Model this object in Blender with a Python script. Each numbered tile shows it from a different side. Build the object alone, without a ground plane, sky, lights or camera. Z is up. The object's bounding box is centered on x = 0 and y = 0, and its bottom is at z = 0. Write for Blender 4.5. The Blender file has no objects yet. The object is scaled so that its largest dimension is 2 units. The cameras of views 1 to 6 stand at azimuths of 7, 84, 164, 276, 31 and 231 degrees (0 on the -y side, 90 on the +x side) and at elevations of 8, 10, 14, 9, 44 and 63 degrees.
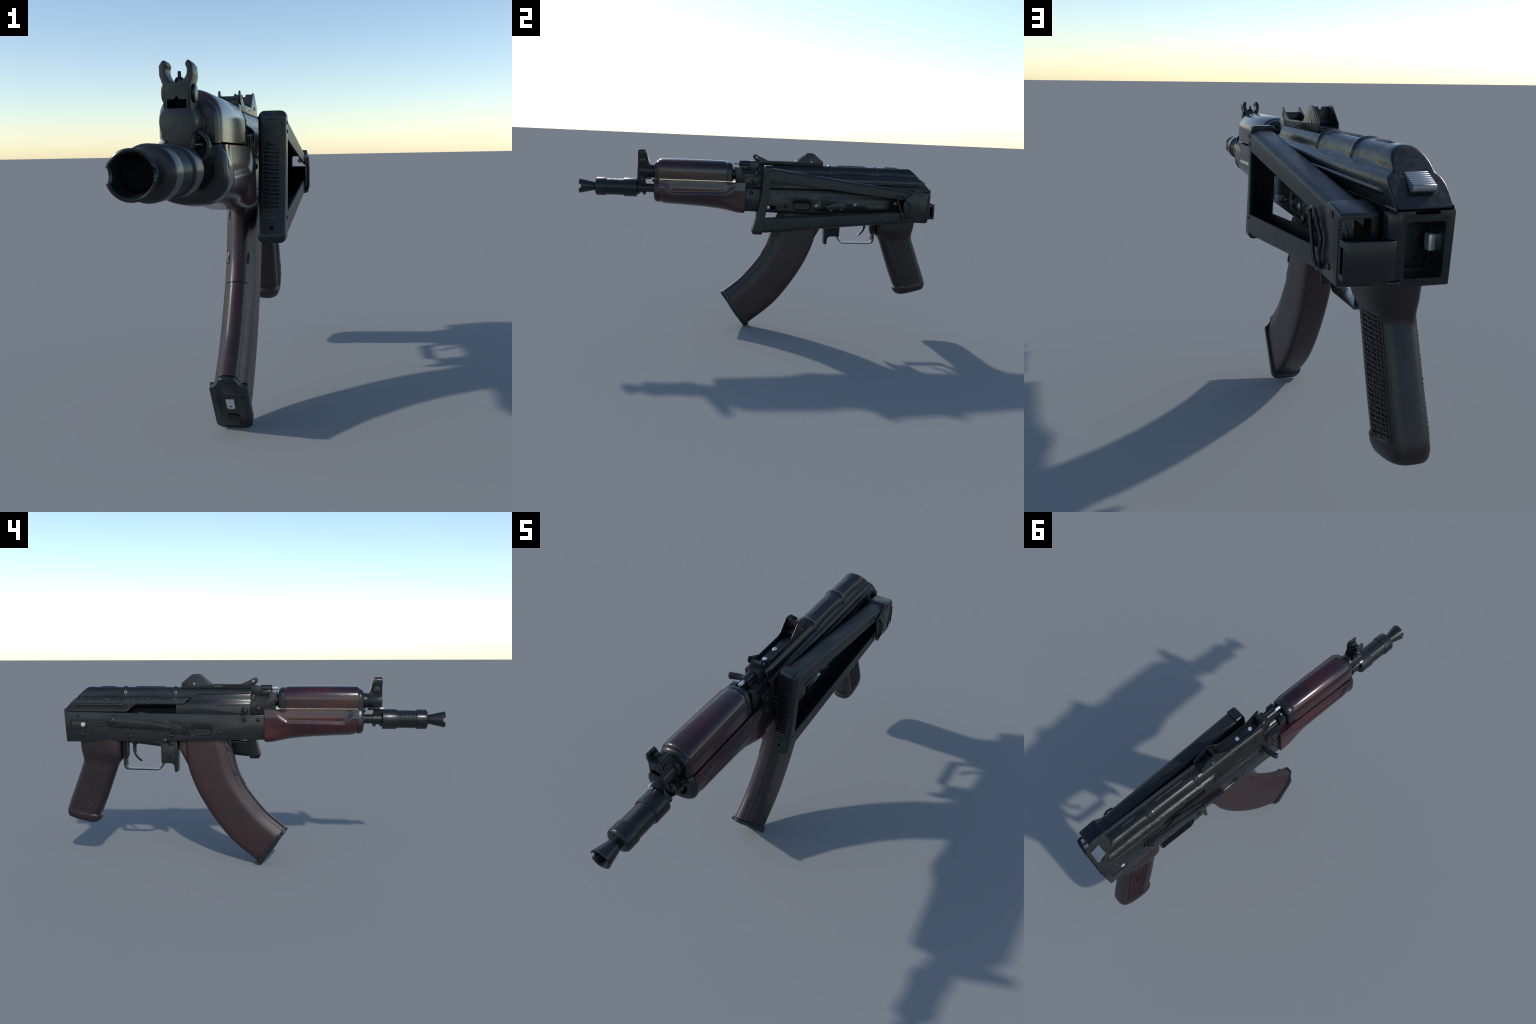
import bpy, bmesh, math, random
from mathutils import Vector, Matrix

random.seed(7)
X0 = -0.0155          # the gun's centre plane in the scene frame
BORE_Z = 0.785        # height of the bore axis
pi = math.pi

# ------------------------------------------------------------------ materials
def nodes_of(mat):
    mat.use_nodes = True
    nt = mat.node_tree
    nt.nodes.clear()
    out = nt.nodes.new("ShaderNodeOutputMaterial")
    b = nt.nodes.new("ShaderNodeBsdfPrincipled")
    nt.links.new(b.outputs[0], out.inputs[0])
    return nt, b

def noise(nt, coord, scale, detail=4.0, rough=0.55, stretch=None):
    n = nt.nodes.new("ShaderNodeTexNoise")
    n.inputs["Scale"].default_value = scale
    n.inputs["Detail"].default_value = detail
    n.inputs["Roughness"].default_value = rough
    if stretch:
        m = nt.nodes.new("ShaderNodeMapping")
        m.inputs["Scale"].default_value = stretch
        nt.links.new(coord, m.inputs["Vector"])
        coord = m.outputs[0]
    nt.links.new(coord, n.inputs["Vector"])
    return n.outputs["Fac"]

def ramp(nt, fac, stops):
    r = nt.nodes.new("ShaderNodeValToRGB")
    e = r.color_ramp.elements
    while len(e) > 1:
        e.remove(e[-1])
    e[0].position, e[0].color = stops[0][0], (*stops[0][1], 1)
    for p, c in stops[1:]:
        k = e.new(p)
        k.color = (*c, 1)
    nt.links.new(fac, r.inputs[0])
    return r.outputs[0]

def bump(nt, b, fac, strength, dist=0.002):
    n = nt.nodes.new("ShaderNodeBump")
    n.inputs["Strength"].default_value = strength
    n.inputs["Distance"].default_value = dist
    nt.links.new(fac, n.inputs["Height"])
    nt.links.new(n.outputs[0], b.inputs["Normal"])

def make_material(name, dark, light, rough=(0.3, 0.45), metallic=0.0, scale=9.0,
                  spread=(0.35, 0.7), grain=60.0, bump_strength=0.15, specks=None,
                  stretch=None, coat=0.0, spec=0.5):
    m = bpy.data.materials.new(name)
    nt, b = nodes_of(m)
    tc = nt.nodes.new("ShaderNodeTexCoord").outputs["Object"]
    big = noise(nt, tc, scale, 5, stretch=stretch)
    col = ramp(nt, big, [(spread[0], dark), (spread[1], light)])
    fine = noise(nt, tc, grain, 6, 0.6)
    if specks:
        amount, tint = specks
        mask = ramp(nt, fine, [(amount, (0, 0, 0)), (min(1, amount + 0.1), (1, 1, 1))])
        mix = nt.nodes.new("ShaderNodeMix")
        mix.data_type = "RGBA"
        nt.links.new(mask, mix.inputs["Factor"])
        nt.links.new(col, mix.inputs["A"])
        mix.inputs["B"].default_value = (*tint, 1)
        col = mix.outputs["Result"]
    nt.links.new(col, b.inputs["Base Color"])
    rr = nt.nodes.new("ShaderNodeMapRange")
    rr.inputs["From Min"].default_value = 0.3
    rr.inputs["From Max"].default_value = 0.7
    rr.inputs["To Min"].default_value = rough[0]
    rr.inputs["To Max"].default_value = rough[1]
    nt.links.new(fine, rr.inputs["Value"])
    nt.links.new(rr.outputs[0], b.inputs["Roughness"])
    b.inputs["Metallic"].default_value = metallic
    b.inputs["Coat Weight"].default_value = coat
    b.inputs["Coat Roughness"].default_value = 0.15
    b.inputs["Specular IOR Level"].default_value = spec
    if bump_strength:
        bump(nt, b, fine, bump_strength)
    return m

STEEL = make_material("blackened_steel", (0.0125, 0.0138, 0.0145), (0.0185, 0.0200, 0.0205),
                      rough=(0.22, 0.36), metallic=0.25, grain=55, bump_strength=0.02, specks=(0.68, (0.024, 0.025, 0.025)))
SHEET = make_material("worn_sheet_steel", (0.0105, 0.0118, 0.0126), (0.0178, 0.0182, 0.0180),
                      rough=(0.19, 0.38), metallic=0.25, grain=90, bump_strength=0.05,
                      specks=(0.66, (0.027, 0.027, 0.025)))
COVER = make_material("flecked_cover_steel", (0.0095, 0.0108, 0.0118), (0.0185, 0.0185, 0.0178),
                      rough=(0.18, 0.36), metallic=0.25, grain=80, bump_strength=0.04,
                      specks=(0.67, (0.028, 0.027, 0.025)))

def fleck_shoulder(mat, z0=0.886, half=0.011):
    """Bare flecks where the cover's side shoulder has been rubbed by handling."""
    nt = mat.node_tree
    b = next(n for n in nt.nodes if n.type == "BSDF_PRINCIPLED")
    old = b.inputs["Base Color"].links[0].from_socket
    tc = nt.nodes.new("ShaderNodeTexCoord").outputs["Object"]
    sep = nt.nodes.new("ShaderNodeSeparateXYZ")
    nt.links.new(tc, sep.inputs[0])
    def mth(op, a, v):
        n = nt.nodes.new("ShaderNodeMath")
        n.operation = op
        nt.links.new(a, n.inputs[0])
        if isinstance(v, (int, float)):
            n.inputs[1].default_value = v
        else:
            nt.links.new(v, n.inputs[1])
        return n.outputs[0]
    band = mth("SUBTRACT", sep.outputs["Z"], z0)
    n = nt.nodes.new("ShaderNodeMath")
    n.operation = "ABSOLUTE"
    nt.links.new(band, n.inputs[0])
    mr = nt.nodes.new("ShaderNodeMapRange")
    mr.interpolation_type = "SMOOTHSTEP"
    mr.inputs["From Min"].default_value, mr.inputs["From Max"].default_value = half, 0.002
    nt.links.new(n.outputs[0], mr.inputs["Value"])
    mr2 = nt.nodes.new("ShaderNodeMapRange")
    mr2.interpolation_type = "SMOOTHSTEP"
    mr2.inputs["From Min"].default_value, mr2.inputs["From Max"].default_value = 0.52, 0.66
    nt.links.new(noise(nt, tc, 75, 5, 0.6), mr2.inputs["Value"])
    mask = mth("MULTIPLY", mth("MULTIPLY", mr.outputs[0], mr2.outputs[0]), 0.60)
    mix = nt.nodes.new("ShaderNodeMix")
    mix.data_type = "RGBA"
    nt.links.new(mask, mix.inputs["Factor"])
    nt.links.new(old, mix.inputs["A"])
    mix.inputs["B"].default_value = (0.085, 0.084, 0.078, 1)
    nt.links.new(mix.outputs["Result"], b.inputs["Base Color"])
fleck_shoulder(COVER)
PARKERIZED = make_material("grained_stock_steel", (0.0105, 0.0122, 0.0122), (0.020, 0.0220, 0.0212),
                      rough=(0.34, 0.52), metallic=0.2, grain=130, bump_strength=0.2,
                      specks=(0.56, (0.044, 0.046, 0.043)))
SMOOTH = make_material("smooth_black_steel", (0.0105, 0.0125, 0.0135), (0.018, 0.021, 0.022),
                       rough=(0.24, 0.36), metallic=0.25, grain=50, bump_strength=0.04)
CAVITY = make_material("painted_dark_inside", (0.002, 0.002, 0.002), (0.004, 0.004, 0.004),
                       rough=(0.7, 0.9), bump_strength=0, spec=0.1)  # near-black stands in for shade inside openings; stamped marks share it
BRIGHT = make_material("bare_steel", (0.50, 0.52, 0.54), (0.68, 0.70, 0.72),
                       rough=(0.22, 0.35), metallic=0.6, grain=40, bump_strength=0.05)
WORN = make_material("dull_bare_steel", (0.24, 0.25, 0.26), (0.36, 0.37, 0.38),
                     rough=(0.26, 0.42), metallic=0.6, grain=40, bump_strength=0.05)
GUARD = make_material("plum_laminate", (0.0130, 0.0052, 0.0070), (0.058, 0.0092, 0.0100),
                      rough=(0.17, 0.26), scale=7, spread=(0.40, 0.70), grain=30,
                      bump_strength=0.02, stretch=(1.0, 0.45, 1.2), coat=0.3)
MAG = make_material("brown_polymer", (0.0215, 0.0102, 0.0115), (0.0310, 0.0122, 0.0130),
                    rough=(0.34, 0.44), scale=5, grain=45, bump_strength=0.04)
GRIP_DARK, GRIP_LIGHT = (0.0115, 0.0062, 0.0070), (0.0210, 0.0086, 0.0094)
GRIP = make_material("grip_polymer", GRIP_DARK, GRIP_LIGHT, rough=(0.30, 0.46), scale=11, grain=80, bump_strength=0.12)
STUDS = make_material("grip_stud_polymer", (0.0190, 0.0100, 0.0106), (0.0340, 0.0165, 0.0168), rough=(0.10, 0.20), scale=11, grain=80, bump_strength=0.1)  # paler than the grip: worn tops, with their glints painted in
STRIP = make_material("worn_top_strip", (0.040, 0.037, 0.032), (0.085, 0.078, 0.066),
                      rough=(0.4, 0.5), metallic=0.3, scale=30, bump_strength=0.1)

def grey_back(mat):
    """Grey patch with a ragged edge down the back of the grip."""
    nt = mat.node_tree
    b = next(n for n in nt.nodes if n.type == "BSDF_PRINCIPLED")
    old = b.inputs["Base Color"].links[0].from_socket
    tc = nt.nodes.new("ShaderNodeTexCoord").outputs["Object"]
    sep = nt.nodes.new("ShaderNodeSeparateXYZ")
    nt.links.new(tc, sep.inputs[0])
    def mth(op, a, b2=None):
        n = nt.nodes.new("ShaderNodeMath")
        n.operation = op
        for i, v in enumerate((a, b2)):
            if v is None:
                continue
            if isinstance(v, (int, float)):
                n.inputs[i].default_value = v
            else:
                nt.links.new(v, n.inputs[i])
        return n.outputs[0]
    wob = mth("MULTIPLY", mth("SUBTRACT", noise(nt, tc, 38, 4), 0.5), 0.030)
    def soft(v, lo, hi):
        n = nt.nodes.new("ShaderNodeMapRange")
        n.interpolation_type = "SMOOTHSTEP"
        n.inputs["From Min"].default_value, n.inputs["From Max"].default_value = lo, hi
        nt.links.new(v, n.inputs["Value"])
        return n.outputs[0]
    depth = mth("ADD", mth("ADD", sep.outputs["Y"], mth("MULTIPLY", sep.outputs["Z"], 0.393)), -1.114)
    m1 = soft(mth("ADD", depth, wob), -0.016, -0.008)
    m2 = soft(mth("ADD", mth("ABSOLUTE", sep.outputs["X"]), wob), 0.040, 0.030)
    m3 = soft(mth("ADD", sep.outputs["Z"], mth("MULTIPLY", wob, 0.4)), 0.534, 0.526)
    m4 = soft(sep.outputs["Z"], 0.285, 0.300)
    mask = mth("MULTIPLY", mth("MULTIPLY", m1, m2), mth("MULTIPLY", m3, m4))
    mix = nt.nodes.new("ShaderNodeMix")
    mix.data_type = "RGBA"
    nt.links.new(mask, mix.inputs["Factor"])
    nt.links.new(old, mix.inputs["A"])
    mix.inputs["B"].default_value = (0.0150, 0.0142, 0.0132, 1)
    nt.links.new(mix.outputs["Result"], b.inputs["Base Color"])
grey_back(GRIP)

# ------------------------------------------------------------------ helpers
root = bpy.data.objects.new("compact_rifle", None)
root.empty_display_size = 0.1
root.location = (X0, 0, 0)
bpy.context.collection.objects.link(root)
root["label"] = "compact black folding-stock rifle with plum handguard and long curved magazine"
root["category"] = "assault rifle"

def finish(name, bm, mat, parent=None, angle=38):
    bmesh.ops.recalc_face_normals(bm, faces=bm.faces)
    me = bpy.data.meshes.new(name)
    bm.to_mesh(me)
    bm.free()
    me.materials.append(mat)
    for p in me.polygons:
        p.use_smooth = True
    me.set_sharp_from_angle(angle=math.radians(angle))
    ob = bpy.data.objects.new(name, me)
    bpy.context.collection.objects.link(ob)
    ob.parent = parent or root
    return ob

def bevel_bm(bm, width, segs=2, min_angle=30):
    if width <= 0:
        return
    bm.normal_update()
    es = [e for e in bm.edges if len(e.link_faces) == 2 and e.calc_face_angle(0) > math.radians(min_angle)]
    bmesh.ops.bevel(bm, geom=es, offset=width, segments=segs, profile=0.5, affect="EDGES", clamp_overlap=True)

def round_poly(pts, r, n=4):
    """Round the corners of a closed polygon; r is one radius or one per corner."""
    out = []
    N = len(pts)
    rs = r if isinstance(r, (list, tuple)) else [r] * N
    for i in range(N):
        p, a, b = Vector(pts[i]), Vector(pts[i - 1]), Vector(pts[(i + 1) % N])
        d1, d2 = a - p, b - p
        k = min(rs[i], d1.length * 0.45, d2.length * 0.45)
        if k <= 0:
            out.append(tuple(p))
            continue
        s, e = p + d1.normalized() * k, p + d2.normalized() * k
        for j in range(n + 1):
            t = j / n
            out.append(tuple(s * (1 - t) ** 2 + p * 2 * t * (1 - t) + e * t * t))
    return out

def prism_bm(pts, x0, x1, bev=0.003, segs=2, axis="x", fx=None):
    """Extrude a closed outline. axis x: outline in (y,z); y: (x,z); z: (x,y)."""
    bm = bmesh.new()
    def place(a, b, h):
        v = {"x": (h, a, b), "y": (a, h, b), "z": (a, b, h)}[axis]
        return fx(v) if fx else v
    lo = [bm.verts.new(place(a, b, x0)) for a, b in pts]
    hi = [bm.verts.new(place(a, b, x1)) for a, b in pts]
    n = len(pts)
    bm.faces.new(lo)
    bm.faces.new(hi[::-1])
    for i in range(n):
        bm.faces.new((lo[i], lo[(i + 1) % n], hi[(i + 1) % n], hi[i]))
    bmesh.ops.recalc_face_normals(bm, faces=bm.faces)
    bevel_bm(bm, bev, segs)
    return bm

def prism(name, pts, x0, x1, mat, parent=None, bev=0.003, segs=2, axis="x", fx=None):
    return finish(name, prism_bm(pts, x0, x1, bev, segs, axis, fx), mat, parent)

def box_bm(x, y, z, bev=0.003, segs=2):
    return prism_bm([(y[0], z[0]), (y[1], z[0]), (y[1], z[1]), (y[0], z[1])], x[0], x[1], bev, segs)

def box(name, x, y, z, mat, parent=None, bev=0.003, segs=2):
    return finish(name, box_bm(x, y, z, bev, segs), mat, parent)

def lathe_bm(profile, center, axis="y", n=40, closed=False):
    """Revolve (along, radius) pairs about an axis through center."""
    bm = bmesh.new()
    rings = []
    for a, r in profile:
        ring = []
        for i in range(n):
            t = 2 * pi * i / n
            c, s = r * math.cos(t), r * math.sin(t)
            if axis == "y":
                v = (center[0] + c, a, center[1] + s)
            elif axis == "x":
                v = (a, center[0] + c, center[1] + s)
            else:
                v = (center[0] + c, center[1] + s, a)
            ring.append(bm.verts.new(v))
        rings.append(ring)
    pairs = list(zip(rings, rings[1:]))
    if closed:
        pairs.append((rings[-1], rings[0]))
    for A, B in pairs:
        for i in range(n):
            bm.faces.new((A[i], A[(i + 1) % n], B[(i + 1) % n], B[i]))
    if not closed:
        bm.faces.new(rings[0])
        bm.faces.new(rings[-1][::-1])
    return bm

def lathe(name, profile, center, mat, parent=None, axis="y", n=40, closed=False):
    return finish(name, lathe_bm(profile, center, axis, n, closed), mat, parent, 32)

def loft_bm(rings, cap=True):
    bm = bmesh.new()
    R = [[bm.verts.new(p) for p in ring] for ring in rings]
    n = len(R[0])
    for A, B in zip(R, R[1:]):
        for i in range(n):
            bm.faces.new((A[i], A[(i + 1) % n], B[(i + 1) % n], B[i]))
    if cap:
        bm.faces.new(R[0])
        bm.faces.new(R[-1][::-1])
    return bm

def tube_bm(path, r, n=10, closed=False, flat=None):
    """Sweep a circle (or an ellipse: flat = (a, b)) along a path."""
    P = [Vector(p) for p in path]
    N = len(P)
    rings = []
    up = None
    for i in range(N):
        if closed:
            d = (P[(i + 1) % N] - P[i - 1]).normalized()
        else:
            d = (P[min(i + 1, N - 1)] - P[max(i - 1, 0)]).normalized()
        if up is None:
            up = Vector((1, 0, 0)) if abs(d.x) < 0.9 else Vector((0, 0, 1))
        u = (up - d * up.dot(d)).normalized()
        v = d.cross(u)
        up = u
        ra, rb = flat if flat else (r, r)
        rings.append([P[i] + u * ra * math.cos(2 * pi * k / n) + v * rb * math.sin(2 * pi * k / n) for k in range(n)])
    if closed:
        rings.append(rings[0])
        bm = bmesh.new()
        R = [[bm.verts.new(p) for p in ring] for ring in rings[:-1]]
        for i in range(N):
            A, B = R[i], R[(i + 1) % N]
            for k in range(n):
                bm.faces.new((A[k], A[(k + 1) % n], B[(k + 1) % n], B[k]))
        return bm
    return loft_bm(rings)

def smooth_path(pts, n=6, closed=False):
    """Catmull-Rom through the points."""
    P = [Vector(p) for p in pts]
    N = len(P)
    out = []
    for i in range(N if closed else N - 1):
        if closed:
            a, b, c, d = P[i - 1], P[i], P[(i + 1) % N], P[(i + 2) % N]
        else:
            a, b, c, d = P[max(i - 1, 0)], P[i], P[i + 1], P[min(i + 2, N - 1)]
        for j in range(n):
            t = j / n
            out.append(0.5 * ((2 * b) + (c - a) * t + (2 * a - 5 * b + 4 * c - d) * t * t + (3 * b - a - 3 * c + d) * t ** 3))
    if not closed:
        out.append(P[-1])
    return out

def at(path, s):
    """Point at the fraction s of a polyline's length."""
    L = [0]
    for a, b in zip(path, path[1:]):
        L.append(L[-1] + (b - a).length)
    t = s * L[-1]
    for i in range(len(path) - 1):
        if t <= L[i + 1] or i == len(path) - 2:
            k = (t - L[i]) / max(1e-9, L[i + 1] - L[i])
            return path[i].lerp(path[i + 1], k)

def join_bm(*bms):
    me = bpy.data.meshes.new("tmp")
    out = bmesh.new()
    for b in bms:
        b.to_mesh(me)
        b.free()
        out.from_mesh(me)
    bpy.data.meshes.remove(me)
    return out

def cut(ob, *bms, op="DIFFERENCE", angle=38, lining=None):
    """Boolean with each cutter in turn, applied in place."""
    for b in bms:
        bmesh.ops.recalc_face_normals(b, faces=b.faces)
        me = bpy.data.meshes.new("cutter")
        b.to_mesh(me)
        b.free()
        c = bpy.data.objects.new("cutter", me)
        bpy.context.collection.objects.link(c)
        c.parent = root
        md = ob.modifiers.new("cut", "BOOLEAN")
        md.operation, md.object, md.solver = op, c, "EXACT"
        if lining:
            me.materials.append(lining)
            md.material_mode = "TRANSFER"
        bpy.context.view_layer.update()
        dg = bpy.context.evaluated_depsgraph_get()
        new = bpy.data.meshes.new_from_object(ob.evaluated_get(dg))
        ob.modifiers.clear()
        old = ob.data
        ob.data = new
        new.name = old.name
        bpy.data.objects.remove(c)
        bpy.data.meshes.remove(me)
        if old.users == 0:
            bpy.data.meshes.remove(old)
    me = ob.data
    for p in me.polygons:
        p.use_smooth = True
    me.set_sharp_from_angle(angle=math.radians(angle))
    return ob

def repeat(first, name, place, rot=None):
    ob = first.copy()
    ob.name = name
    bpy.context.collection.objects.link(ob)
    ob.location = place
    if rot:
        ob.rotation_euler = rot
    return ob

def lerp(a, b, t):
    return a + (b - a) * t

def sstep(a, b, x):
    """Smooth step from 0 at a to 1 at b."""
    t = min(1, max(0, (x - a) / (b - a)))
    return t * t * (3 - 2 * t)

def table(x, pts):
    if x <= pts[0][0]:
        return pts[0][1]
    for (a, va), (b, vb) in zip(pts, pts[1:]):
        if x <= b:
            return lerp(va, vb, (x - a) / (b - a))
    return pts[-1][1]

def capsule(cy, cz, half, r, n=8):
    """Outline of a slot lying along y."""
    out = []
    for k in range(n + 1):
        t = -pi / 2 + pi * k / n
        out.append((cy + half + r * math.cos(t), cz + r * math.sin(t)))
    for k in range(n + 1):
        t = pi / 2 + pi * k / n
        out.append((cy - half + r * math.cos(t), cz + r * math.sin(t)))
    return out

# ------------------------------------------------------------------ muzzle and barrel
muzzle = lathe("muzzle_booster", [
    (-0.894, 0.018), (-0.925, 0.019), (-0.997, 0.0355), (-1.0, 0.0385), (-0.998, 0.0415), (-0.9185, 0.0235),
    (-0.9145, 0.0225), (-0.9135, 0.031), (-0.9125, 0.0405), (-0.9105, 0.0445), (-0.905, 0.0492), (-0.902, 0.0500), (-0.857, 0.0503),
    (-0.8555, 0.0490), (-0.8545, 0.0462)] + [
    (y, r) for k in range(14) for y, r in ((-0.8535 + k * 0.0066, 0.0462), (-0.8508 + k * 0.0066, 0.0452), (-0.8492 + k * 0.0066, 0.0452))] + [
    (-0.7605, 0.0462), (-0.7595, 0.0478), (-0.7575, 0.0478), (-0.7565, 0.0512), (-0.755, 0.0518), (-0.688, 0.0518), (-0.686, 0.0505), (-0.6855, 0.022)],
    (0, BORE_Z), SMOOTH, n=36)
cut(muzzle, lathe_bm([(-0.06, 0.0125), (0.06, 0.0125)], (-0.9985, BORE_Z), axis="x", n=20), angle=32)
lathe("bore_plug", [(-0.963, 0.0260), (-0.960, 0.0262), (-0.93, 0.0190), (-0.90, 0.017), (-0.895, 0.004)], (0, BORE_Z), CAVITY, muzzle)  # solid black plug with a flat front, standing in for the dark bore

barrel = lathe("barrel", [(-0.69, 0.0235), (-0.622, 0.0238), (-0.62, 0.0255), (-0.612, 0.0255), (-0.610, 0.0238), (-0.602, 0.0238), (-0.60, 0.0262), (-0.07, 0.0262)], (0, BORE_Z), STEEL)

# ------------------------------------------------------------------ gas block with front sight
GZ = 0.879            # gas tube axis
gas_block = lathe("gas_block", [(-0.6805, 0.028), (-0.6805, 0.0345), (-0.679, 0.0372), (-0.616, 0.0385), (-0.614, 0.037), (-0.604, 0.037),
                                (-0.602, 0.040), (-0.596, 0.0405), (-0.594, 0.0375), (-0.590, 0.0375), (-0.588, 0.041), (-0.575, 0.041)], (0, GZ), STEEL)
cut(gas_block, box_bm((-0.0192, 0.0192), (-0.70, -0.655), (0.9050, 0.93), 0))
# web down to the barrel, and the clamp round the barrel
shield = [(0.0275, 0.9045), (0.0335, 0.8930), (0.0366, 0.8790), (0.0345, 0.8640), (0.0292, 0.8500), (0.0262, 0.8400), (0.0255, 0.8000)]
web = prism_bm([(-x, z) for x, z in shield] + [(x, z) for x, z in shield[::-1]], -0.6829, -0.640, 0.0018, axis="y")
finish("barrel_clamp", join_bm(web, lathe_bm([(-0.6855, 0.026), (-0.684, 0.0285), (-0.636, 0.0285), (-0.634, 0.026)], (0, BORE_Z)),
       lathe_bm([(-0.02, 0.0075), (-0.018, 0.009), (0.018, 0.009), (0.02, 0.0075)], (-0.645, 0.755), axis="x", n=16),
       lathe_bm([(-0.02, 0.0075), (-0.018, 0.009), (0.018, 0.009), (0.02, 0.0075)], (-0.679, 0.757), axis="x", n=16)), STEEL, gas_block)
# detent pin
finish("detent_pin", lathe_bm([(-0.672, 0.0075), (-0.671, 0.009), (-0.612, 0.009), (-0.61, 0.0075)], (-0.030, 0.8405), n=16), STEEL, gas_block)
lathe("pin_head", [(-0.694, 0.003), (-0.692, 0.0055), (-0.672, 0.0055)], (-0.030, 0.8405), BRIGHT, gas_block, n=16)
# sight tower: front outline with two ears, cut by a side outline
def ear_outline(r=0.0215, cz=0.9755):
    pts = [(0.027, 0.90), (0.0275, 0.950), (0.0335, 0.968), (0.0335, 0.9865), (0.0275, 0.9955), (0.0225, 0.997), (0.0185, 0.9905), (0.0185, 0.9875)]
    arc = []
    for k in range(11):
        t = math.radians(25 - 115 * k / 10)
        arc.append((r * math.cos(t), cz + r * math.sin(t) + 0.001))
    right = pts + arc
    return right + [(-x, z) for x, z in right[::-1] if x > 1e-6]
tower = finish("front_sight", prism_bm(ear_outline(), -0.6815, -0.60, 0.0018, axis="y"), STEEL)
# remove the sloped rear of the tower
cut(tower, prism_bm([(-0.6425, 1.01), (-0.6425, 0.996), (-0.6320, 0.970), (-0.6155, 0.9068), (-0.6155, 0.88), (-0.55, 0.88), (-0.55, 1.01)], -0.06, 0.06, 0),
    box_bm((-0.0192, 0.0192), (-0.70, -0.58), (0.9050, 0.9225), 0.0),
    prism_bm([(-0.006, 0.922), (0.006, 0.922), (0.0, 0.9295)], -0.70, -0.58, 0, axis="y"))
lathe("sight_post", [(0.945, 0.010), (0.962, 0.010), (0.9635, 0.0085), (0.9665, 0.0075), (0.967, 0.0036), (0.978, 0.0034), (0.979, 0.002)], (0, -0.651), STEEL, tower, axis="z", n=20)
lathe("sight_drum", [(-0.0345, 0.012), (-0.0335, 0.0165), (-0.031, 0.0185), (0.031, 0.0185), (0.0335, 0.0165), (0.0345, 0.012)], (-0.6535, 0.9353), STEEL, tower, axis="x", n=28)
box("sight_window_black", (-0.0185, 0.0185), (-0.662, -0.63), (0.895, 0.93), CAVITY, tower, 0.001)  # black box closing the tower's window, its darkness put into the colour
# front sling ring on the left side
ring = [(0.026, -0.655, 0.858), (0.038, -0.655, 0.858), (0.050, -0.655, 0.848), (0.0555, -0.655, 0.832), (0.052, -0.655, 0.816), (0.040, -0.655, 0.808), (0.026, -0.655, 0.806), (0.020, -0.655, 0.812)]
finish("sling_ring", tube_bm(smooth_path(ring, 5), 0.006, 10, flat=(0.0055, 0.008)), STEEL, gas_block)

# ------------------------------------------------------------------ handguards
def arch(hw, z0, z1, y, n=28, zs=0.884, power=2.35):
    """Arch section: straight sides from z0, rounded top reaching z1."""
    pts = [(-hw, y, z0), (-hw, y, (z0 + zs) / 2)]
    for k in range(n + 1):
        t = pi - pi * k / n
        c, s = math.cos(t), math.sin(t)
        pts.append((hw * math.copysign(abs(c) ** (2 / power), c), y, zs + (z1 - zs) * abs(s) ** (2 / power)))
    pts += [(hw, y, (z0 + zs) / 2), (hw, y, z0)]
    return pts

def arch_loft(stations, **k):
    return loft_bm([arch(hw, z0, z1, y, **k) for y, hw, z0, z1 in stations])

finish("gas_tube_cover", arch_loft([(-0.5705, 0.0605, 0.844, 0.941), (-0.5685, 0.0645, 0.8420, 0.9455), (-0.563, 0.0675, 0.8415, 0.9495), (-0.553, 0.0690, 0.8415, 0.9525), (-0.38, 0.0680, 0.8415, 0.9530),
                                  (-0.204, 0.0665, 0.8415, 0.9522), (-0.194, 0.065, 0.8415, 0.949), (-0.1885, 0.0625, 0.8415, 0.944), (-0.187, 0.060, 0.842, 0.94)]), GUARD)
finish("cover_ferrule", arch_loft([(-0.589, 0.050, 0.842, 0.922), (-0.5875, 0.0565, 0.8395, 0.929), (-0.580, 0.0615, 0.839, 0.9365), (-0.572, 0.0645, 0.839, 0.9405), (-0.565, 0.0645, 0.839, 0.9405)]), SMOOTH)
finish("cover_ferrule", arch_loft([(-0.192, 0.0625, 0.8405, 0.945), (-0.180, 0.0630, 0.8405, 0.9465), (-0.167, 0.0620, 0.8405, 0.9450), (-0.161, 0.0585, 0.8405, 0.940), (-0.156, 0.053, 0.8415, 0.930), (-0.1545, 0.046, 0.843, 0.92)]), SMOOTH)
lathe("gas_tube", [(-0.59, 0.03), (-0.12, 0.03)], (0, GZ), STEEL)

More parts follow.
